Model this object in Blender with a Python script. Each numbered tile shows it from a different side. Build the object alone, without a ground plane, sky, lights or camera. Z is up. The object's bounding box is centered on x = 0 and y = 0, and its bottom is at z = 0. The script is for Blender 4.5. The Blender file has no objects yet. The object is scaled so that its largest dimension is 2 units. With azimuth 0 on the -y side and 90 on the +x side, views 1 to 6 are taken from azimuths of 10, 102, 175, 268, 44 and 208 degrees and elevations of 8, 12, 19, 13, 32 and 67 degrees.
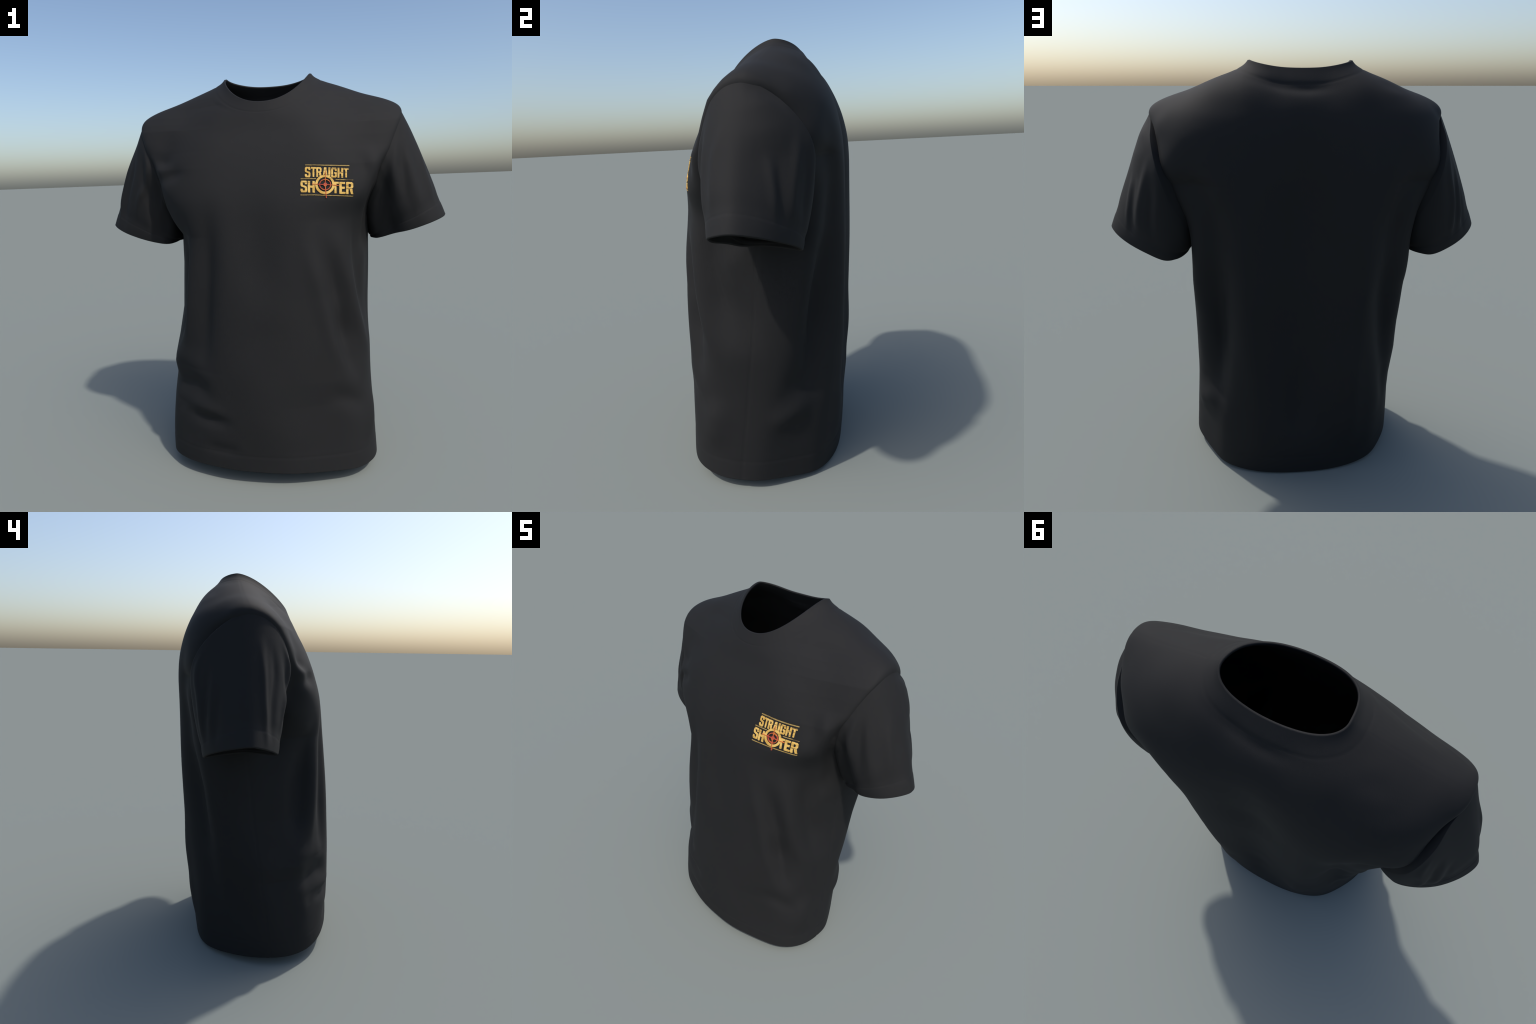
# A plain black crew-neck t-shirt standing as if worn, with a small gold and red chest print.
import bpy, bmesh, math
import numpy as np
from mathutils import Vector
from mathutils.bvhtree import BVHTree

# ------------------------------------------------------------------ helpers
def pchip(xs, ys, q):
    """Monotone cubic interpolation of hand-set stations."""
    xs = np.asarray(xs, float); ys = np.asarray(ys, float); q = np.asarray(q, float)
    h = np.diff(xs); d = np.diff(ys) / h
    m = np.zeros(len(xs)); m[0], m[-1] = d[0], d[-1]
    for i in range(1, len(xs) - 1):
        if d[i - 1] * d[i] > 0:
            w1, w2 = 2 * h[i] + h[i - 1], h[i] + 2 * h[i - 1]
            m[i] = (w1 + w2) / (w1 / d[i - 1] + w2 / d[i])
    k = np.clip(np.searchsorted(xs, q) - 1, 0, len(xs) - 2)
    t = np.clip((q - xs[k]) / h[k], 0, 1)
    return ((2 * t**3 - 3 * t**2 + 1) * ys[k] + (t**3 - 2 * t**2 + t) * h[k] * m[k]
            + (-2 * t**3 + 3 * t**2) * ys[k + 1] + (t**3 - t**2) * h[k] * m[k + 1])

def closed_spline(pts, n):
    """Closed Catmull-Rom through control points, n samples, key points kept in step."""
    p = np.asarray(pts, float); k = len(p)
    t = np.linspace(0, k, n, endpoint=False); i = t.astype(int); f = (t - i)[:, None]
    a, b, c, d = p[(i - 1) % k], p[i], p[(i + 1) % k], p[(i + 2) % k]
    return 0.5 * (2 * b + (c - a) * f + (2 * a - 5 * b + 4 * c - d) * f**2 + (3 * b - a - 3 * c + d) * f**3)

def grid_normals(P):
    """Normals of a grid of points: rows up, columns closed around."""
    du = np.roll(P, -1, 1) - np.roll(P, 1, 1)
    dv = np.gradient(P, axis=0)
    n = np.cross(du, dv)
    return n / np.maximum(np.linalg.norm(n, axis=2, keepdims=True), 1e-9)

def smoothstep(a, b, x):
    t = np.clip((x - a) / (b - a), 0, 1)
    return t * t * (3 - 2 * t)

def dist_to_path(P, path):
    """Distance of each point to a polyline and the place along it, 0 to 1."""
    path = np.asarray(path, float)
    seg = np.linalg.norm(np.diff(path, axis=0), axis=1); tot = seg.sum(); run = 0
    best = np.full(P.shape[:-1], 9.0); along = np.zeros(P.shape[:-1])
    for a, b, L in zip(path[:-1], path[1:], seg):
        t = np.clip(((P - a) @ (b - a)) / (L * L), 0, 1)
        d = np.linalg.norm(P - (a + t[..., None] * (b - a)), axis=-1)
        s = d < best
        best[s] = d[s]; along[s] = (run + t[s] * L) / tot
        run += L
    return best, along

def smooth_path(path, n=24):
    path = np.asarray(path, float)
    if len(path) < 3:
        return path
    e = np.vstack([2 * path[0] - path[1], path, 2 * path[-1] - path[-2]])
    t = np.linspace(0, len(path) - 1 - 1e-6, n); i = t.astype(int); f = (t - i)[:, None]
    a, b, c, d = e[i], e[i + 1], e[i + 2], e[i + 3]
    return 0.5 * (2 * b + (c - a) * f + (2 * a - 5 * b + 4 * c - d) * f**2 + (3 * b - a - 3 * c + d) * f**3)

def fold_field(P, folds):
    """Sum of ridges (+) and hollows (-), each along its own path, fading at both ends."""
    out = np.zeros(P.shape[:-1])
    for amp, width, path in folds:
        d, s = dist_to_path(P, smooth_path(path))
        fade = smoothstep(0, 0.4, s) * smoothstep(1, 0.6, s) if len(path) > 1 else 1.0
        out += amp * np.exp(-(d / width)**2) * fade
    return out

def crease_field(P, creases):
    """Seams and stitch lines: (depth, half width, path), no fading."""
    out = np.zeros(P.shape[:-1])
    for amp, width, path in creases:
        d, _ = dist_to_path(P, np.asarray(path, float))
        out += amp * np.exp(-(d / width)**2)
    return out

# ------------------------------------------------------------------ torso shape
# front and back middle lines: y against z
FRONT = ([0.0, .07, .25, .5, .75, 1.0, 1.25, 1.35, 1.45, 1.55, 1.62, 1.70, 1.785, 1.845, 1.9],
         [-.416, -.416, -.417, -.409, -.398, -.377, -.350, -.332, -.300, -.264, -.235, -.198, -.166, -.140, -.12])
BACK = ([-.02, .10, .33, .60, .95, 1.29, 1.52, 1.68, 1.75, 1.84, 1.90, 1.962, 2.0],
        [.364, .377, .390, .412, .429, .437, .428, .400, .373, .322, .278, .232, .21])
# stations: side half widths (left, right), y of the side line, side z, front z, back z, squareness front/back
STATIONS = [
    # aL    aR     y0    zs     zf     zb     nf   nb
    (.547, .543, -.060, .0495, .0755, .0055, 2.40, 2.45),
    (.553, .530, -.035, .250, .250, .230, 2.50, 2.60),
    (.552, .513, -.005, .500, .500, .490, 2.50, 2.75),
    (.533, .511,  .025, .750, .750, .745, 2.50, 2.90),
    (.536, .513,  .045, 1.00, 1.00, 1.00, 2.55, 3.00),
    (.520, .508,  .090, 1.23, 1.23, 1.23, 2.75, 3.10),
    (.557, .552,  .110, 1.40, 1.36, 1.38, 3.20, 3.30),
    (.616, .612,  .105, 1.56, 1.48, 1.50, 3.50, 3.90),
    (.652, .650,  .090, 1.69, 1.59, 1.61, 3.40, 3.60),
    (.676, .675,  .070, 1.787, 1.67, 1.69, 3.00, 3.10),
    (.668, .667,  .073, 1.804, 1.68, 1.708, 2.90, 3.00),
    (.622, .620,  .085, 1.835, 1.70, 1.745, 2.70, 2.90),
    (.487, .480,  .100, 1.882, 1.735, 1.80, 2.45, 2.65),
    (.362, .358,  .110, 1.926, 1.765, 1.855, 2.30, 2.45),
    (.284, .276,  .117, 1.958, 1.785, 1.900, 2.20, 2.30),
    (.240, .232,  .122, 1.984, 1.812, 1.942, 2.15, 2.25),
    (.231, .223,  .125, 1.999, 1.837, 1.965, 2.15, 2.25),
]
QUAD = 96                       # columns in a quarter turn
COLS = 4 * QUAD
S = np.array(STATIONS)
yF0 = np.interp(S[:, 4], *FRONT); yB0 = np.interp(S[:, 5], *BACK)
step = np.zeros(len(S) - 1)
for i in range(len(S) - 1):
    side = math.hypot(S[i + 1, 1] - S[i, 1], S[i + 1, 3] - S[i, 3])
    fr = math.hypot(S[i + 1, 4] - S[i, 4], yF0[i + 1] - yF0[i])
    step[i] = max(side, fr)
ST = np.concatenate([[0], np.cumsum(step)])
ROWS = 340
tt = np.linspace(0, ST[-1], ROWS)
par = np.stack([pchip(ST, S[:, j], tt) for j in range(S.shape[1])], 1)
par = np.concatenate([par, pchip(*FRONT, par[:, 4])[:, None], pchip(*BACK, par[:, 5])[:, None]], 1)

def soften(A, sigma):
    """Gaussian smoothing down the rows, both end rows held."""
    r = int(3 * sigma); k = np.exp(-.5 * (np.arange(-r, r + 1) / sigma)**2); k /= k.sum()
    E = np.concatenate([2 * A[:1] - A[r:0:-1], A, 2 * A[-1:] - A[-2:-r - 2:-1]])
    return np.stack([np.convolve(E[:, j], k, "valid") for j in range(A.shape[1])], 1)

soft = soften(par, 9)
w_soft = smoothstep(ST[8], ST[7], tt)[:, None]
par = soft * w_soft + soften(par, 3) * (1 - w_soft)

def torso_ring(p):
    aL, aR, y0, zs, zf, zb, nf, nb, yf, yb = p
    out = []
    th = np.linspace(0, math.pi / 2, 500)
    for q in range(4):          # +x to front, front to -x, -x to back, back to +x
        front = q < 2
        n = nf if front else nb
        c, s = np.cos(th)**(2 / n), np.sin(th)**(2 / n)
        if q in (1, 3):
            c, s = c[::-1], s[::-1]
        a = aR if q in (0, 3) else -aL
        b = (yf if front else yb) - y0
        x, y = a * c, y0 + b * s
        z = zs + ((zf if front else zb) - zs) * s**1.6
        L = np.concatenate([[0], np.cumsum(np.hypot(np.diff(x), np.diff(y)))])
        g = np.linspace(0, L[-1], QUAD, endpoint=False)
        out.append(np.stack([np.interp(g, L, x), np.interp(g, L, y), np.interp(g, L, z)], 1))
    return np.concatenate(out)

body = np.stack([torso_ring(p) for p in par])          # rows x cols x 3, runs clockwise seen from above
body = body[:, ::-1].copy()                            # counter-clockwise: outward normals
body = np.roll(body, 1, axis=1)
# columns now: 0 = +x side, QUAD = back middle, 2*QUAD = -x side, 3*QUAD = front middle
row_collar = int(np.searchsorted(tt, ST[14]))
t_collar = tt[row_collar]
row_hem = int(np.searchsorted(par[:, 4], .072 + .075))

# ------------------------------------------------------------------ armhole and sleeve shape
# seam round the armhole, from the shoulder point forwards and round under the arm
ARMHOLE = [(.674, .066, 1.788), (.664, -.022, 1.755), (.632, -.085, 1.675), (.597, -.130, 1.56),
           (.552, -.110, 1.43), (.508, -.040, 1.325), (.488, .035, 1.245), (.480, .120, 1.215),
           (.495, .215, 1.25), (.530, .285, 1.325), (.580, .325, 1.42), (.616, .335, 1.53),
           (.646, .285, 1.64), (.666, .180, 1.74)]
# the sleeves' lower edges in the same order
CUFF = {
    1: [(.889, .060, 1.262), (.860, -.005, 1.252), (.800, -.055, 1.232), (.725, -.068, 1.206),
        (.650, -.058, 1.183), (.590, -.028, 1.162), (.548, .015, 1.150), (.524, .090, 1.146),
        (.535, .170, 1.142), (.570, .240, 1.140), (.625, .276, 1.149), (.705, .262, 1.182),
        (.790, .212, 1.216), (.857, .140, 1.246)],
    -1: [(.893, .062, 1.244), (.855, .005, 1.229), (.785, -.038, 1.204), (.700, -.062, 1.178),
         (.620, -.070, 1.158), (.560, -.055, 1.146), (.530, -.005, 1.142), (.524, .090, 1.146),
         (.535, .170, 1.140), (.570, .240, 1.138), (.625, .276, 1.142), (.705, .264, 1.168),
         (.790, .218, 1.200), (.862, .140, 1.230)]}
SL_COLS, SL_ROWS = 280, 150
sleeve_u = np.concatenate([[-.14, -.07, -.03], np.linspace(0, 1, SL_ROWS)])

def sleeve_grid(side):
    seam, cuff = closed_spline(ARMHOLE, SL_COLS), closed_spline(CUFF[side], SL_COLS)
    for i, p in enumerate(seam):                # sew the sleeve to the body as it hangs
        hit, no, _, _ = body_tree.find_nearest(Vector((p[0] * side, p[1], p[2])))
        hit = hit - no * .004
        k = .2 + .8 * float(smoothstep(.26, .10, p[1]))
        seam[i] = p * (1 - k) + np.array((hit.x * side, hit.y, hit.z)) * k
    for _ in range(6):
        seam = (np.roll(seam, 1, 0) + 2 * seam + np.roll(seam, -1, 0)) / 4
    mid = seam.mean(0)
    rows = []
    for u in sleeve_u:
        if u < 0:
            k = -u / .14
            r = seam + (mid - seam) * .16 * k
            r[:, 0] -= .05 * k
        else:
            r = seam * (1 - u) + cuff * u
            out = r - r.mean(0); out /= np.linalg.norm(out, axis=1, keepdims=True)
            r = r + out * (.010 * math.sin(math.pi * u**.7) - .003 * math.exp(-((u - .83) / .07)**2))
        rows.append(r)
    G = np.stack(rows)
    G[..., 0] *= side
    if side > 0:
        G = G[:, ::-1].copy()
    return G

# ------------------------------------------------------------------ drape: ridges (+) and hollows (-) of the body
def both(amp, width, path):
    return [(amp, width, path), (amp, width, [(-x, y, z) for x, y, z in path])]

DRAPE = []
# back: hollow along the spine, a ridge down from each shoulder blade, hollows behind the side seams
DRAPE += [(-.060, .165, [(0, .33, 1.86), (0, .41, 1.6), (0, .43, 1.1), (0, .41, .7), (0, .38, .35), (0, .37, .12)])]
DRAPE += both(-.032, .08, [(.68, .10, 1.80), (.62, .18, 1.755), (.57, .25, 1.70), (.50, .32, 1.62)])
DRAPE += [(-.022, .14, [(0, .33, 1.84), (0, .40, 1.68), (0, .43, 1.4), (0, .43, 1.15)])]
DRAPE += [(-.018, .07, [(0, .40, .75), (0, .39, .45), (0, .37, .15)])]
DRAPE += [(-.026, .06, [(.375, .37, 1.0), (.385, .345, .75), (.41, .32, .5), (.43, .29, .25)]),
          (-.016, .05, [(.40, .36, 1.2), (.42, .32, .85), (.44, .29, .6), (.475, .23, .30)]),
          (-.006, .06, [(-.375, .37, 1.0), (-.385, .345, .75), (-.41, .32, .5), (-.43, .29, .25)]),
          (-.014, .05, [(-.44, .29, .6), (-.46, .26, .42), (-.48, .22, .25)])]
DRAPE += both(-.022, .065, [(.56, .26, 1.72), (.48, .34, 1.60), (.42, .39, 1.42), (.40, .38, 1.25), (.40, .36, 1.1)])
DRAPE += [(-.014, .07, [(-.67, .12, 1.78), (-.62, .20, 1.73), (-.56, .28, 1.66)])]
DRAPE += both(.012, .05, [(.25, .43, 1.5), (.265, .42, 1.2), (.26, .41, .9), (.23, .40, .6), (.22, .385, .3), (.22, .37, .1)])
DRAPE += both(-.020, .075, [(.36, .39, 1.25), (.385, .38, 1.15), (.395, .36, 1.1), (.415, .33, .85), (.44, .29, .6), (.46, .25, .3)])
DRAPE += both(-.030, .055, [(.375, .39, 1.5), (.385, .38, 1.3), (.40, .35, 1.0), (.43, .30, .7), (.465, .25, .35)])
DRAPE += [(.014, .05, [(-.24, .40, .80), (-.25, .385, .45), (-.26, .37, .1)])]
DRAPE += [(.022, .05, [(.46, .36, 1.40), (.49, .31, 1.2), (.505, .27, 1.0), (.515, .22, .8)]),
          (.016, .05, [(-.46, .36, 1.50), (-.49, .31, 1.3), (-.505, .27, 1.1), (-.515, .22, .95)])]
DRAPE += both(.006, .045, [(.45, .37, 1.36), (.485, .32, 1.15), (.505, .27, .92), (.515, .22, .7), (.53, .18, .5)])
DRAPE += both(.022, .12, [(.52, .17, 1.84), (.38, .23, 1.86), (.27, .26, 1.88), (.08, .29, 1.88)])
DRAPE += both(-.008, .075, [(.69, .02, 1.81), (.65, .15, 1.77), (.60, .24, 1.70), (.52, .32, 1.60), (.45, .38, 1.45)])
DRAPE += both(.018, .05, [(.650, .26, 1.66), (.640, .29, 1.60), (.615, .325, 1.52), (.575, .32, 1.41), (.53, .285, 1.32)])
DRAPE += both(.008, .07, [(.22, .38, .42), (.23, .38, .25), (.24, .36, .1)])
DRAPE += [(.026, .05, [(.53, .06, .30), (.49, .20, .36), (.42, .29, .42)]),
          (-.010, .06, [(.51, .12, .50), (.47, .24, .50), (.40, .31, .56)])]
# back below the collar
DRAPE += [(-.010, .025, [(.26, .22, 1.93), (.20, .240, 1.915), (.10, .272, 1.895), (0, .285, 1.882), (-.09, .278, 1.888), (-.17, .248, 1.91)]),
          (-.005, .035, [(-.30, .23, 1.885), (-.39, .225, 1.871), (-.43, .25, 1.84)])]
# front, wearer's left: two long slanting folds with hollows between
DRAPE += [(.017, .042, [(.20, -.345, 1.30), (.234, -.341, 1.134), (.283, -.338, .982), (.321, -.336, .812), (.368, -.316, .649), (.43, -.27, .47)]),
          (.014, .030, [(.38, -.26, 1.22), (.40, -.26, 1.09), (.425, -.245, .947), (.455, -.215, .795), (.485, -.156, .62), (.50, -.12, .5)]),
          (-.040, .055, [(.29, -.32, 1.25), (.32, -.31, 1.08), (.355, -.30, .92), (.39, -.28, .77), (.43, -.23, .62), (.46, -.2, .52)]),
          (-.055, .075, [(.45, -.17, 1.40), (.46, -.16, 1.15), (.475, -.15, 1.0), (.495, -.10, .8), (.505, -.06, .62)]),
          (-.016, .085, [(.22, -.32, 1.29), (.38, -.25, 1.27), (.45, -.19, 1.29), (.52, -.10, 1.33)]),
          (-.013, .04, [(.28, -.345, .45), (.40, -.30, .42), (.45, -.26, .38), (.50, -.2, .33)]),
          (.018, .060, [(.51, -.16, .45), (.50, -.18, .30), (.49, -.2, .15)])]
# front, wearer's right: flat corner between a ridge and the side, crumpled above the hip
DRAPE += [(-.004, .08, [(-.46, -.18, 1.38), (-.465, -.17, 1.22), (-.485, -.14, 1.0), (-.50, -.10, .8), (-.52, -.06, .62)]),
          (-.034, .05, [(-.25, -.33, 1.45), (-.265, -.345, 1.1), (-.28, -.35, .9), (-.295, -.355, .7), (-.31, -.36, .45)]),
          (.008, .035, [(-.33, -.30, 1.36), (-.345, -.294, 1.25), (-.375, -.28, 1.013), (-.403, -.26, .797), (-.44, -.235, .60)]),
          (.018, .055, [(-.54, -.13, .56), (-.47, -.25, .58), (-.40, -.31, .575), (-.30, -.36, .55), (-.22, -.385, .50)]),
          (-.030, .045, [(-.54, -.18, .44), (-.44, -.28, .46), (-.37, -.338, .468), (-.30, -.367, .45), (-.22, -.385, .42)]),
          (.014, .030, [(-.48, -.26, .37), (-.385, -.334, .368), (-.27, -.38, .365), (-.14, -.402, .335)]),
          (-.020, .028, [(-.44, -.29, .32), (-.348, -.355, .318), (-.24, -.389, .312), (-.12, -.405, .302)]),
          (-.010, .026, [(-.33, -.36, .17), (-.24, -.39, .168), (-.09, -.41, .169)]),
          (-.006, .022, [(-.48, -.25, .28), (-.44, -.29, .345), (-.40, -.32, .385)])]
DRAPE += [(-.022, .075, [(.505, -.05, 1.25), (.51, -.02, 1.05), (.51, .0, .85), (.51, .01, .6)]),
          (-.030, .06, [(-.37, -.27, 1.35), (-.40, -.24, 1.15), (-.42, -.22, .95), (-.45, -.2, .65)])]
DRAPE += [(-.028, .042, [(.35, -.31, .88), (.39, -.285, .68), (.42, -.26, .57), (.45, -.22, .45)]),
          (-.018, .05, [(-.40, -.21, 1.2), (-.41, -.20, 1.0), (-.43, -.19, .8), (-.45, -.18, .58)]),
          (.011, .032, [(-.35, -.30, 1.2), (-.375, -.29, .95), (-.39, -.28, .75), (-.42, -.26, .52)])]
# front middle, gentle
DRAPE += [(-.015, .11, [(-.04, -.30, 1.5), (-.04, -.345, 1.25), (0, -.36, 1.05), (.06, -.37, .8)]),
          (.010, .12, [(-.05, -.39, .75), (-.01, -.40, .43), (0, -.41, .1)])]
DRAPE += both(-.015, .12, [(.50, .02, 1.84), (.42, -.08, 1.78), (.34, -.16, 1.70), (.28, -.22, 1.60)])
DRAPE += both(-.030, .055, [(.545, -.11, 1.42), (.515, -.07, 1.33), (.50, -.05, 1.22), (.50, -.05, 1.05)])
# front shoulders and the pull towards the armholes
DRAPE += both(-.012, .07, [(.50, -.06, 1.76), (.50, -.14, 1.66), (.47, -.22, 1.52), (.47, -.24, 1.40)])
DRAPE += [(-.020, .030, [(-.57, -.14, 1.59), (-.543, -.155, 1.583), (-.508, -.17, 1.569), (-.472, -.187, 1.563), (-.44, -.20, 1.56)]),
          (-.020, .028, [(-.56, -.15, 1.46), (-.523, -.181, 1.476), (-.467, -.212, 1.49), (-.406, -.239, 1.512), (-.36, -.25, 1.525)]),
          (.007, .024, [(-.56, -.15, 1.515), (-.517, -.186, 1.524), (-.458, -.206, 1.538), (-.42, -.215, 1.545)]),
          (-.012, .026, [(.45, -.18, 1.60), (.466, -.185, 1.554), (.48, -.201, 1.493), (.484, -.213, 1.418), (.48, -.21, 1.36)]),
          (.013, .024, [(.49, -.15, 1.64), (.505, -.16, 1.583), (.522, -.176, 1.522), (.534, -.116, 1.446), (.525, -.035, 1.365)])]

# flat planes of the hanging cloth: (nx, ny) and how far out the cloth reaches along it at each height
FLATS = [
    # wearer's right, from the front ridge to the side
    (-1, -.338, [.02, .10, .35, .46, .54, .64, .78, 1.03, 1.2, 1.32, 1.42], [.61, .603, .565, .543, .553, .523, .491, .475, .475, .56, .75]),
    (-.73, -1, [.1, .2, .3, .36, .46, .55, .64, .85, 1.2, 1.35, 1.5], [.628, .612, .602, .585, .58, .556, .557, .553, .537, .59, .80]),
    # wearer's right, back to the side
    (-1, .349, [.05, .2, .3, .43, .6, .77, 1.0, 1.1, 1.2, 1.45], [.548, .543, .540, .545, .566, .572, .598, .63, .70, .9]),
    (-1, .70, [.08, .28, .58, .69, 1.0, 1.12, 1.25, 1.4], [.589, .602, .648, .652, .70, .75, .85, .95]),
    (-1, 1.46, [.1, .43, .7, .95, 1.1, 1.2, 1.35, 1.5, 1.65], [.872, .873, .878, .890, .925, .965, 1.0, 1.02, 1.2]),
    # wearer's left, back to the side
    (1, 1.46, [.1, .43, .7, .95, 1.1, 1.2, 1.35, 1.5, 1.65], [.855, .855, .862, .875, .90, .94, .975, 1.0, 1.2]),
    (1, .57, [.06, .2, .3, .45, .65, .85, 1.0, 1.15, 1.3], [.554, .556, .559, .568, .60, .624, .65, .74, .95]),
    # wearer's left, front
    (.35, -1, [.06, .18, .4, .51, .7, .915, 1.02, 1.09, 1.27, 1.36, 1.53, 1.61, 1.665, 1.73, 1.765, 1.80, 1.84, 1.88],
     [.467, .457, .448, .453, .446, .435, .437, .432, .412, .410, .368, .332, .312, .284, .256, .222, .172, .14]),
    (-.33, -1, [1.2, 1.36, 1.53, 1.61, 1.665, 1.73, 1.765, 1.80, 1.84, 1.88], [.47, .425, .375, .333, .310, .282, .255, .222, .172, .14]),
]
for nx, ny, zz, off in FLATS:
    nl = math.hypot(nx, ny)
    d = (nx * body[..., 0] + ny * body[..., 1] - np.interp(body[..., 2], zz, off)) / nl
    k = .011
    push = k * np.logaddexp(0, d / k - .4)
    push *= (smoothstep(t_collar, t_collar - .05, tt))[:, None]
    body[..., 0] -= push * nx / nl
    body[..., 1] -= push * ny / nl

# pulls where sleeve and chest meet; they run across both
PULLS = [(-.026, .05, [(-.61, -.09, 1.66), (-.575, -.125, 1.55), (-.54, -.13, 1.45), (-.51, -.09, 1.34)]),
         (-.022, .05, [(.60, -.11, 1.60), (.56, -.13, 1.47), (.52, -.10, 1.36), (.49, -.04, 1.28)])]
DRAPE += PULLS

base_n = grid_normals(body)
def blur_grid(A, sigma):
    r = int(3 * sigma); k = np.exp(-.5 * (np.arange(-r, r + 1) / sigma)**2); k /= k.sum()
    W = sum(w * np.roll(A, o, 1) for o, w in zip(range(-r, r + 1), k))
    E = np.pad(W, ((r, r), (0, 0)), mode="edge")
    return sum(w * E[i:i + A.shape[0]] for i, w in enumerate(k))

body = body + base_n * blur_grid(fold_field(body, DRAPE), 2.2)[..., None]
# seams: collar, bottom hem, side and shoulder seams
t_col, t_hem = tt[row_collar], tt[row_hem]
line = -.0011 * np.exp(-((tt - t_col) / .006)**2) + .0003 * smoothstep(t_col, t_col + .008, tt)
line += -.0009 * np.exp(-((tt - t_hem) / .006)**2) + .0004 * smoothstep(t_hem, t_hem - .008, tt)
col = np.minimum.reduce([np.abs(np.arange(COLS) - c) for c in (0, 2 * QUAD, COLS)])
side_line = -.0018 * np.exp(-(col / .8)**2)
body_n = grid_normals(body)
body = body + body_n * (line[:, None] + side_line[None] * (smoothstep(t_col, t_col - .02, tt) * (1 - .6 * smoothstep(ST[7], ST[9], tt)))[:, None])[..., None]
body[..., 2] = np.maximum(body[..., 2], .0005)
body_n = grid_normals(body)

# ------------------------------------------------------------------ mesh building
CLOTH = .012

def shell_object(name, P, N, keep, parent, material, close_rows=(), smooth_cols=True):
    """Two-layer cloth from the chosen faces of a closed grid; keep is a rows-1 x cols mask."""
    R, C = P.shape[:2]
    outer, inner = P.reshape(-1, 3), (P - N * CLOTH).reshape(-1, 3)
    nn = N.reshape(-1, 3)
    i, j = np.nonzero(keep)
    j2 = (j + 1) % C
    quads = np.stack([i * C + j, i * C + j2, (i + 1) * C + j2, (i + 1) * C + j], 1)
    inq = quads[:, ::-1] + R * C
    faces = [quads, inq]; rim = []; extra = 0
    for r in close_rows:
        jj = np.arange(C); jk = (jj + 1) % C
        a, b = r * C + jj, r * C + jk
        lip = P[r] - P[r + (1 if r == 0 else -1)]
        lip /= np.linalg.norm(lip, axis=1, keepdims=True)
        m0 = 2 * R * C + extra * C
        rim.append((P[r] - N[r] * CLOTH / 2 + lip * CLOTH * .5, lip))
        extra += 1
        q = np.concatenate([np.stack([a, m0 + jj, m0 + jk, b], 1),
                            np.stack([m0 + jj, a + R * C, b + R * C, m0 + jk], 1)])
        if r > 0:
            q = q[:, ::-1]
        faces.append(q)
    F = np.concatenate(faces)
    V = np.concatenate([outer, inner] + [p for p, _ in rim]); VN = np.concatenate([nn, -nn] + [l for _, l in rim])
    used = np.unique(F); remap = np.full(len(V), -1); remap[used] = np.arange(len(used))
    me = bpy.data.meshes.new(name)
    me.from_pydata(V[used].tolist(), [], remap[F].tolist())
    me.polygons.foreach_set("use_smooth", [True] * len(me.polygons))
    me.update()
    me.normals_split_custom_set_from_vertices(VN[used].tolist())
    me.materials.append(material)
    ob = bpy.data.objects.new(name, me)
    bpy.context.scene.collection.objects.link(ob)
    ob.parent = parent
    return ob

# ------------------------------------------------------------------ materials
def cloth_material(name, rib=False):
    m = bpy.data.materials.new(name); m.use_nodes = True
    nt = m.node_tree; N, L = nt.nodes, nt.links
    bs = N["Principled BSDF"]
    co = N.new("ShaderNodeTexCoord")
    n1 = N.new("ShaderNodeTexNoise"); n1.inputs["Scale"].default_value = 3.0; n1.inputs["Detail"].default_value = 4
    n2 = N.new("ShaderNodeTexNoise"); n2.inputs["Scale"].default_value = 260; n2.inputs["Detail"].default_value = 2
    L.new(co.outputs["Object"], n1.inputs["Vector"]); L.new(co.outputs["Object"], n2.inputs["Vector"])
    cr = N.new("ShaderNodeValToRGB")
    cr.color_ramp.elements[0].position = .3; cr.color_ramp.elements[0].color = (.0096, .0095, .0098, 1)
    cr.color_ramp.elements[1].position = .7; cr.color_ramp.elements[1].color = (.0108, .0107, .0112, 1)
    L.new(n1.outputs["Fac"], cr.inputs["Fac"]); L.new(cr.outputs["Color"], bs.inputs["Base Color"])
    bs.inputs["Roughness"].default_value = .80
    bs.inputs["Specular IOR Level"].default_value = .30
    bp = N.new("ShaderNodeBump"); bp.inputs["Strength"].default_value = .12; bp.inputs["Distance"].default_value = .002
    L.new(n2.outputs["Fac"], bp.inputs["Height"]); L.new(bp.outputs["Normal"], bs.inputs["Normal"])
    return m

cloth = cloth_material("black_jersey")

# ------------------------------------------------------------------ assemble
shirt = bpy.data.objects.new("t_shirt", None)
bpy.context.scene.collection.objects.link(shirt)
shirt["label"] = "black short-sleeved crew-neck t-shirt with small gold and red chest print"
shirt["category"] = "t-shirt"

arm_yz = closed_spline(ARMHOLE, 120)[:, 1:]
arm_mid = arm_yz.mean(0)
arm_in = arm_mid + (arm_yz - arm_mid) * .68

def inside(poly, y, z):
    c = np.zeros(y.shape, bool)
    a = poly; b = np.roll(poly, -1, 0)
    for (y1, z1), (y2, z2) in zip(a, b):
        hit = ((z1 > z) != (z2 > z)) & (y < (y2 - y1) * (z - z1) / (z2 - z1 + 1e-12) + y1)
        c ^= hit
    return c

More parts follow.
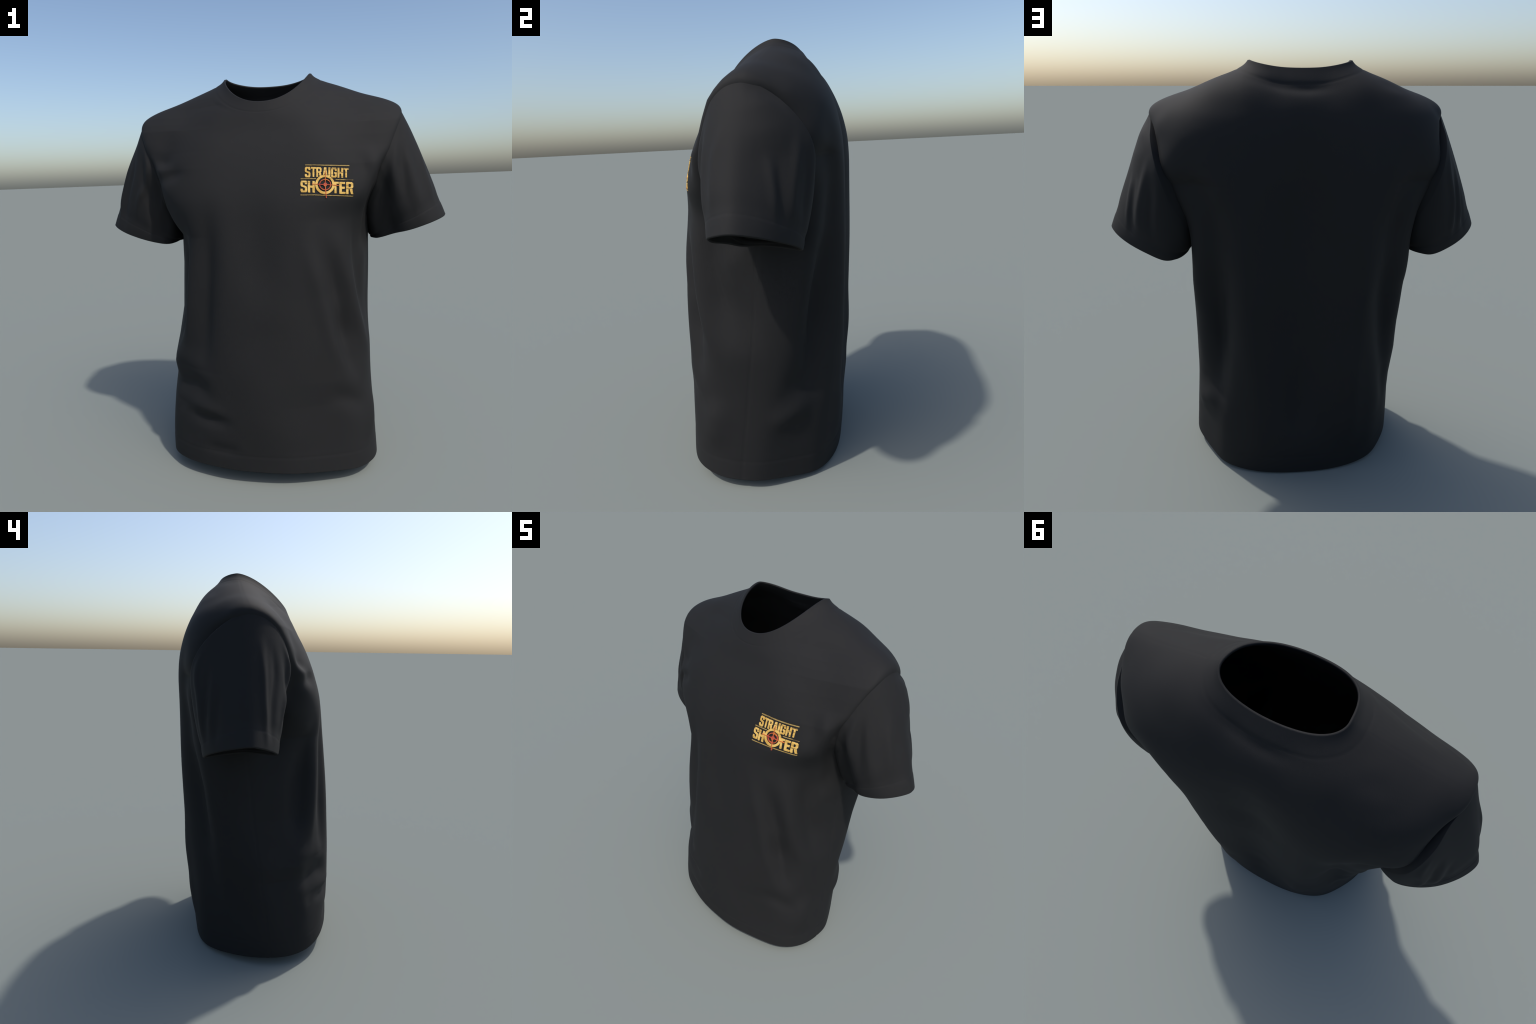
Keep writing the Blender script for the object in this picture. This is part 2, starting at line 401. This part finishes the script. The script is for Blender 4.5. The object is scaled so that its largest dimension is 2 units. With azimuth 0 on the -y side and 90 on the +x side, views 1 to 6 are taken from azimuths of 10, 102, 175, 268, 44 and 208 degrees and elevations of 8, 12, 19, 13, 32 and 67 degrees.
fc = (body[:-1] + body[1:]) / 2
fc = (fc + np.roll(fc, -1, 1)) / 2
wall = inside(arm_in, fc[..., 1], fc[..., 2]) & (np.abs(fc[..., 0]) > .42)
rows_i = np.arange(ROWS - 1)[:, None]; cols_i = np.arange(COLS)[None]
back_half = (cols_i < 2 * QUAD) & (rows_i >= 0)
hem_rows = rows_i < row_hem
collar_rows = rows_i >= row_collar
main = ~hem_rows & ~collar_rows & ~wall
shell_object("front_panel", body, body_n, main & ~back_half, shirt, cloth)
shell_object("back_panel", body, body_n, main & back_half, shirt, cloth)
shell_object("bottom_hem", body, body_n, np.broadcast_to(hem_rows, wall.shape), shirt, cloth, close_rows=(0,))
shell_object("collar", body, body_n, np.broadcast_to(collar_rows, wall.shape), shirt, cloth, close_rows=(ROWS - 1,))

body_tree = BVHTree.FromPolygons([tuple(v) for v in body[::2, ::2].reshape(-1, 3)],
    [(r * (COLS // 2) + c, r * (COLS // 2) + (c + 1) % (COLS // 2), (r + 1) * (COLS // 2) + (c + 1) % (COLS // 2), (r + 1) * (COLS // 2) + c)
     for r in range(ROWS // 2 - 1) for c in range(COLS // 2)])
SLEEVE_FOLDS = {
    1: [(-.030, .06, [(.57, -.12, 1.50), (.59, -.09, 1.36), (.60, -.06, 1.22), (.60, -.03, 1.05)]),
        (.018, .08, [(.67, .13, 1.80), (.72, .17, 1.67), (.77, .20, 1.50)]),
        (-.012, .028, [(.61, -.11, 1.62), (.605, -.116, 1.566), (.576, -.101, 1.429), (.56, -.055, 1.301), (.558, -.015, 1.2), (.558, 0, 1.1)]),
        (.011, .024, [(.635, -.08, 1.68), (.632, -.094, 1.611), (.62, -.118, 1.489), (.624, -.085, 1.364), (.62, -.05, 1.217)]),
        (-.007, .022, [(.66, -.07, 1.64), (.665, -.095, 1.52), (.675, -.09, 1.40), (.685, -.075, 1.26)]),
        (.009, .028, [(.67, -.05, 1.68), (.676, -.071, 1.595), (.71, -.08, 1.455), (.739, -.075, 1.329), (.745, -.07, 1.2)]),
        (.007, .024, [(.735, .02, 1.66), (.738, .011, 1.61), (.765, -.016, 1.509), (.80, -.021, 1.396), (.824, -.022, 1.28)]),
        (.009, .024, [(.66, .27, 1.64), (.671, .282, 1.574), (.699, .277, 1.482), (.726, .264, 1.368), (.732, .256, 1.22)]),
        (-.008, .024, [(.645, .31, 1.56), (.655, .31, 1.45), (.67, .295, 1.33), (.67, .28, 1.2)]),
        (-.006, .024, [(.72, .22, 1.56), (.75, .22, 1.45), (.765, .225, 1.33), (.77, .225, 1.22)]),
        (.006, .020, [(.75, .17, 1.56), (.765, .195, 1.45), (.78, .205, 1.35), (.80, .205, 1.24)])],
    -1: [(-.026, .05, [(-.57, -.12, 1.54), (-.57, -.10, 1.39), (-.56, -.07, 1.25), (-.55, -.05, 1.1)]),
         (.012, .018, [(-.70, .02, 1.70), (-.717, .016, 1.658), (-.748, .012, 1.578), (-.781, .009, 1.485), (-.81, .006, 1.393), (-.83, -.003, 1.30), (-.84, -.01, 1.2)]),
         (-.009, .022, [(-.69, -.02, 1.68), (-.703, -.03, 1.632), (-.726, -.044, 1.523), (-.764, -.035, 1.416), (-.787, -.031, 1.321), (-.80, -.03, 1.2)]),
         (.011, .020, [(-.65, -.06, 1.70), (-.638, -.08, 1.661), (-.612, -.108, 1.562), (-.637, -.103, 1.462), (-.686, -.081, 1.366), (-.71, -.07, 1.24)]),
         (-.012, .026, [(-.66, -.06, 1.65), (-.65, -.09, 1.56), (-.642, -.103, 1.471), (-.614, -.084, 1.333), (-.598, -.073, 1.228), (-.59, -.06, 1.12)]),
         (.010, .020, [(-.65, .26, 1.67), (-.656, .284, 1.614), (-.66, .302, 1.516), (-.692, .289, 1.405), (-.706, .276, 1.263), (-.71, .27, 1.16)]),
         (-.007, .020, [(-.69, .25, 1.6), (-.71, .255, 1.492), (-.725, .262, 1.383), (-.73, .262, 1.2)]),
         (.006, .020, [(-.72, .22, 1.58), (-.735, .235, 1.47), (-.755, .240, 1.36), (-.76, .24, 1.2)]),
         (-.006, .020, [(-.75, .19, 1.5), (-.775, .21, 1.38), (-.79, .21, 1.2)])]}

for side in (1, -1):
    G = sleeve_grid(side)
    Nn = grid_normals(G)
    cen = G.mean(1, keepdims=True)
    if np.sum((G - cen) * Nn) < 0:
        G = G[:, ::-1].copy(); Nn = grid_normals(G)
    G = G + Nn * (fold_field(G, SLEEVE_FOLDS[side]) * smoothstep(0, .12, sleeve_u)[:, None])[..., None]
    stitch = -.0006 * np.exp(-((sleeve_u - .875) / .010)**2) + .0003 * smoothstep(.875, .89, sleeve_u)
    G = G + Nn * stitch[:, None, None]
    Nn = grid_normals(G)
    if np.sum((G - cen) * Nn) < 0:
        Nn = -Nn
    rr = np.arange(G.shape[0] - 1)[:, None] * np.ones((1, SL_COLS))
    cut = int(np.searchsorted(sleeve_u, .875))
    s = shell_object("sleeve", G, Nn, rr < cut, shirt, cloth)
    shell_object("cuff", G, Nn, rr >= cut, s, cloth, close_rows=(G.shape[0] - 1,))

# ------------------------------------------------------------------ chest print
# Lettering is drawn in its own plane (units: 1650 wide, 1000 high, y down), then laid on the cloth.
def print_to_shirt(X, Y):
    a, b = (X - 1155) / 825, (Y - 800) / 500
    return (.31161 + .11815 * a - .0003 * b - .0006 * a * b, 1.45052 - .00449 * a - .0720 * b)

pv = body.reshape(-1, 3)
chest_c = [c % COLS for c in range(3 * QUAD - 20, 4 * QUAD)]
chest_r = [r for r in range(ROWS - 1) if 1.1 < par[r, 4] < 1.75]
chest = BVHTree.FromPolygons([tuple(v) for v in pv],
    [(r * COLS + c, r * COLS + (c + 1) % COLS, (r + 1) * COLS + (c + 1) % COLS, (r + 1) * COLS + c) for r in chest_r for c in chest_c])

GLYPH = {
    "T": [[(0, 1), (1, 1), (1, .83), (.66, .84), (.66, 0), (.34, 0), (.34, .84), (0, .83)]],
    "H": [[(0, 0), (0, 1), (.33, 1), (.33, .60), (.67, .60), (.67, 1), (1, 1), (1, 0), (.67, 0), (.67, .42), (.33, .42), (.33, 0)]],
    "I": [[(0, 0), (0, 1), (1, 1), (1, 0)]],
    "E": [[(0, 0), (0, 1), (.92, 1), (.92, .83), (.40, .83), (.40, .61), (.88, .61), (.88, .43), (.40, .43), (.40, .17), (1, .17), (1, 0)]],
    "A": [[(0, 0), (.26, 1), (.76, 1), (1, 0), (.70, 0), (.51, .62), (.34, 0)]],
    "S": [[(1, .70), (1, .88), (.86, 1), (.14, 1), (0, .88), (0, .60), (.14, .48), (.60, .42), (.67, .38), (.67, .20), (.56, .15), (.44, .15),
           (.33, .20), (.33, .30), (0, .30), (0, .12), (.14, 0), (.86, 0), (1, .12), (1, .42), (.86, .54), (.40, .60), (.33, .64), (.33, .80),
           (.44, .85), (.56, .85), (.67, .80), (.67, .70)]],
    "R": [[(0, 0), (0, 1), (.82, 1), (1, .88), (1, .58), (.84, .47), (1, 0), (.67, 0), (.50, .42), (.33, .42), (.33, 0)],
          [(.33, .57), (.33, .85), (.58, .85), (.67, .80), (.67, .62), (.58, .57)]],
    "G": [[(1, .66), (1, .88), (.86, 1), (.14, 1), (0, .88), (0, .12), (.14, 0), (.86, 0), (1, .12), (1, .54), (.52, .54), (.52, .40),
           (.67, .40), (.67, .20), (.56, .15), (.44, .15), (.33, .20), (.33, .80), (.44, .85), (.56, .85), (.67, .80), (.67, .66)]],
}

def glyph_loops(ch, x0, x1, top, bottom, lean=.022):
    return [[(x0 + u * (x1 - x0), bottom - v * (bottom - top) + lean * (u * (x1 - x0))) for u, v in loop] for loop in GLYPH[ch]]

def bar_loops(p, q, t0, t1=None):
    t1 = t0 if t1 is None else t1
    (ax, ay), (bx, by) = p, q
    L = math.hypot(bx - ax, by - ay); nx, ny = -(by - ay) / L, (bx - ax) / L
    return [[(ax + nx * t0 / 2, ay + ny * t0 / 2), (bx + nx * t1 / 2, by + ny * t1 / 2), (bx - nx * t1 / 2, by - ny * t1 / 2), (ax - nx * t0 / 2, ay - ny * t0 / 2)]]

def arc_loop(cx, cy, rx, ry, n=72):
    return [(cx + rx * math.cos(2 * math.pi * i / n), cy + ry * math.sin(2 * math.pi * i / n)) for i in range(n)]

rng = np.random.default_rng(11)

def printed(name, shapes, parent, material, lift, rough=4.0):
    """Ink film: each shape (outer loop, then holes) filled, cut into small pieces and laid on the cloth."""
    bm = bmesh.new()
    for loops in shapes:
        part = bmesh.new(); edges = []
        for loop in loops:
            pts = []
            for (ax, ay), (bx, by) in zip(loop, loop[1:] + loop[:1]):
                k = max(1, int(math.hypot(bx - ax, by - ay) / 22))
                for i in range(k):
                    j = rng.normal(0, rough, 2) if rough else (0, 0)
                    pts.append((ax + (bx - ax) * i / k + j[0] * .5, ay + (by - ay) * i / k + j[1] * .5))
            vs = [part.verts.new((x, y, 0)) for x, y in pts]
            edges += [part.edges.new((vs[i], vs[(i + 1) % len(vs)])) for i in range(len(vs))]
        bmesh.ops.triangle_fill(part, use_beauty=True, use_dissolve=False, edges=edges)
        for axis in (0, 1):
            lo = min(v.co[axis] for v in part.verts); hi = max(v.co[axis] for v in part.verts)
            for c in np.arange(math.ceil(lo / 45) * 45, hi, 45):
                no = Vector((1, 0, 0)) if axis == 0 else Vector((0, 1, 0))
                bmesh.ops.bisect_plane(part, geom=part.verts[:] + part.edges[:] + part.faces[:], plane_co=no * float(c), plane_no=no, dist=.5)
        tmp = bpy.data.meshes.new("tmp"); part.to_mesh(tmp); part.free()
        bm.from_mesh(tmp); bpy.data.meshes.remove(tmp)
    top = {}
    for v in bm.verts:
        x, z = print_to_shirt(v.co.x, v.co.y)
        hit, no, _, _ = chest.ray_cast(Vector((x, -1, z)), Vector((0, 1, 0)))
        no = -no if no.y > 0 else no
        v.co = hit + no * lift
        top[v.index] = no.copy()
    bm.normal_update()
    for f in bm.faces:
        if f.normal.y > 0:
            f.normal_flip()
    border = [e for e in bm.edges if e.is_boundary]
    res = bmesh.ops.extrude_edge_only(bm, edges=border)
    for v in res["geom"]:
        if isinstance(v, bmesh.types.BMVert):
            v.co.y += lift + .0015
    me = bpy.data.meshes.new(name); bm.to_mesh(me); bm.free()
    me.materials.append(material)
    ob = bpy.data.objects.new(name, me)
    bpy.context.scene.collection.objects.link(ob); ob.parent = parent
    return ob

def ink_material(name, light, deep, scratch, amount):
    m = bpy.data.materials.new(name); m.use_nodes = True
    nt = m.node_tree; N, L = nt.nodes, nt.links; bs = N["Principled BSDF"]
    co = N.new("ShaderNodeTexCoord")
    patch = N.new("ShaderNodeTexNoise"); patch.inputs["Scale"].default_value = 38; patch.inputs["Detail"].default_value = 3
    cr = N.new("ShaderNodeValToRGB")
    cr.color_ramp.elements[0].position = .36; cr.color_ramp.elements[0].color = (*deep, 1)
    cr.color_ramp.elements[1].position = .58; cr.color_ramp.elements[1].color = (*light, 1)
    mp = N.new("ShaderNodeMapping"); mp.inputs["Scale"].default_value = (14, 14, 190)
    streak = N.new("ShaderNodeTexNoise"); streak.inputs["Scale"].default_value = 1.0; streak.inputs["Detail"].default_value = 3
    sr = N.new("ShaderNodeValToRGB")
    sr.color_ramp.elements[0].position = amount; sr.color_ramp.elements[0].color = (0, 0, 0, 1)
    sr.color_ramp.elements[1].position = amount + .08; sr.color_ramp.elements[1].color = (1, 1, 1, 1)
    mix = N.new("ShaderNodeMix"); mix.data_type = "RGBA"
    mix.inputs["B"].default_value = (*scratch, 1)
    L.new(co.outputs["Object"], patch.inputs["Vector"]); L.new(patch.outputs["Fac"], cr.inputs["Fac"])
    L.new(co.outputs["Object"], mp.inputs["Vector"]); L.new(mp.outputs["Vector"], streak.inputs["Vector"])
    L.new(streak.outputs["Fac"], sr.inputs["Fac"]); L.new(sr.outputs["Color"], mix.inputs["Factor"])
    L.new(cr.outputs["Color"], mix.inputs["A"]); L.new(mix.outputs["Result"], bs.inputs["Base Color"])
    bs.inputs["Roughness"].default_value = .75
    bs.inputs["Specular IOR Level"].default_value = .25
    return m

gold = ink_material("gold_ink", (.70, .45, .125), (.54, .32, .07), (.17, .105, .035), .60)
pale_gold = ink_material("worn_gold_ink", (.36, .25, .085), (.26, .17, .05), (.08, .055, .025), .56)
red = ink_material("red_ink", (.44, .085, .04), (.36, .045, .035), (.55, .17, .035), .52)

chest_print = printed("chest_print", [bar_loops((475, 315), (1855, 335), 30), bar_loops((335, 750), (815, 745), 24), bar_loops((1425, 772), (1975, 785), 22),
                                      bar_loops((330, 1255), (780, 1250), 22), bar_loops((784, 1252), (1975, 1293), 24)], shirt, pale_gold, .0022)
WORDS = [("S", 468, 640, 378, 703), ("T", 655, 815, 383, 692), ("R", 825, 990, 388, 690), ("A", 1030, 1170, 390, 632), ("I", 1200, 1262, 396, 660),
         ("G", 1288, 1460, 402, 708), ("H", 1485, 1660, 408, 714), ("T", 1672, 1832, 408, 708),
         ("S", 330, 535, 808, 1172), ("H", 560, 775, 818, 1176), ("T", 1320, 1520, 842, 1202), ("E", 1540, 1735, 848, 1218), ("R", 1755, 1978, 852, 1224)]
for ch, x0, x1, y0, y1 in WORDS:
    printed("letter", [glyph_loops(ch, x0, x1, y0, y1)], chest_print, gold, .0026)
printed("ring", [[arc_loop(1090, 930, 302, 298), arc_loop(1092, 925, 228, 226)]], chest_print, gold, .0032)
C = (1098, 932)
printed("crosshair", [[arc_loop(*C, 184, 174), arc_loop(*C, 159, 149)]], chest_print, red, .0040, rough=2)
printed("crosshair", [[arc_loop(*C, 56, 60, 28)]], chest_print, red, .0048, rough=3)
printed("crosshair", [bar_loops((690, 916), C, 24, 22)], chest_print, red, .0044, rough=2)
printed("crosshair", [bar_loops(C, (1518, 958), 22, 24)], chest_print, red, .0044, rough=2)
printed("crosshair", [bar_loops((1106, 520), C, 12, 26)], chest_print, red, .0044, rough=2)
printed("crosshair", [bar_loops(C, (1130, 1348), 26, 26)], chest_print, red, .0044, rough=2)
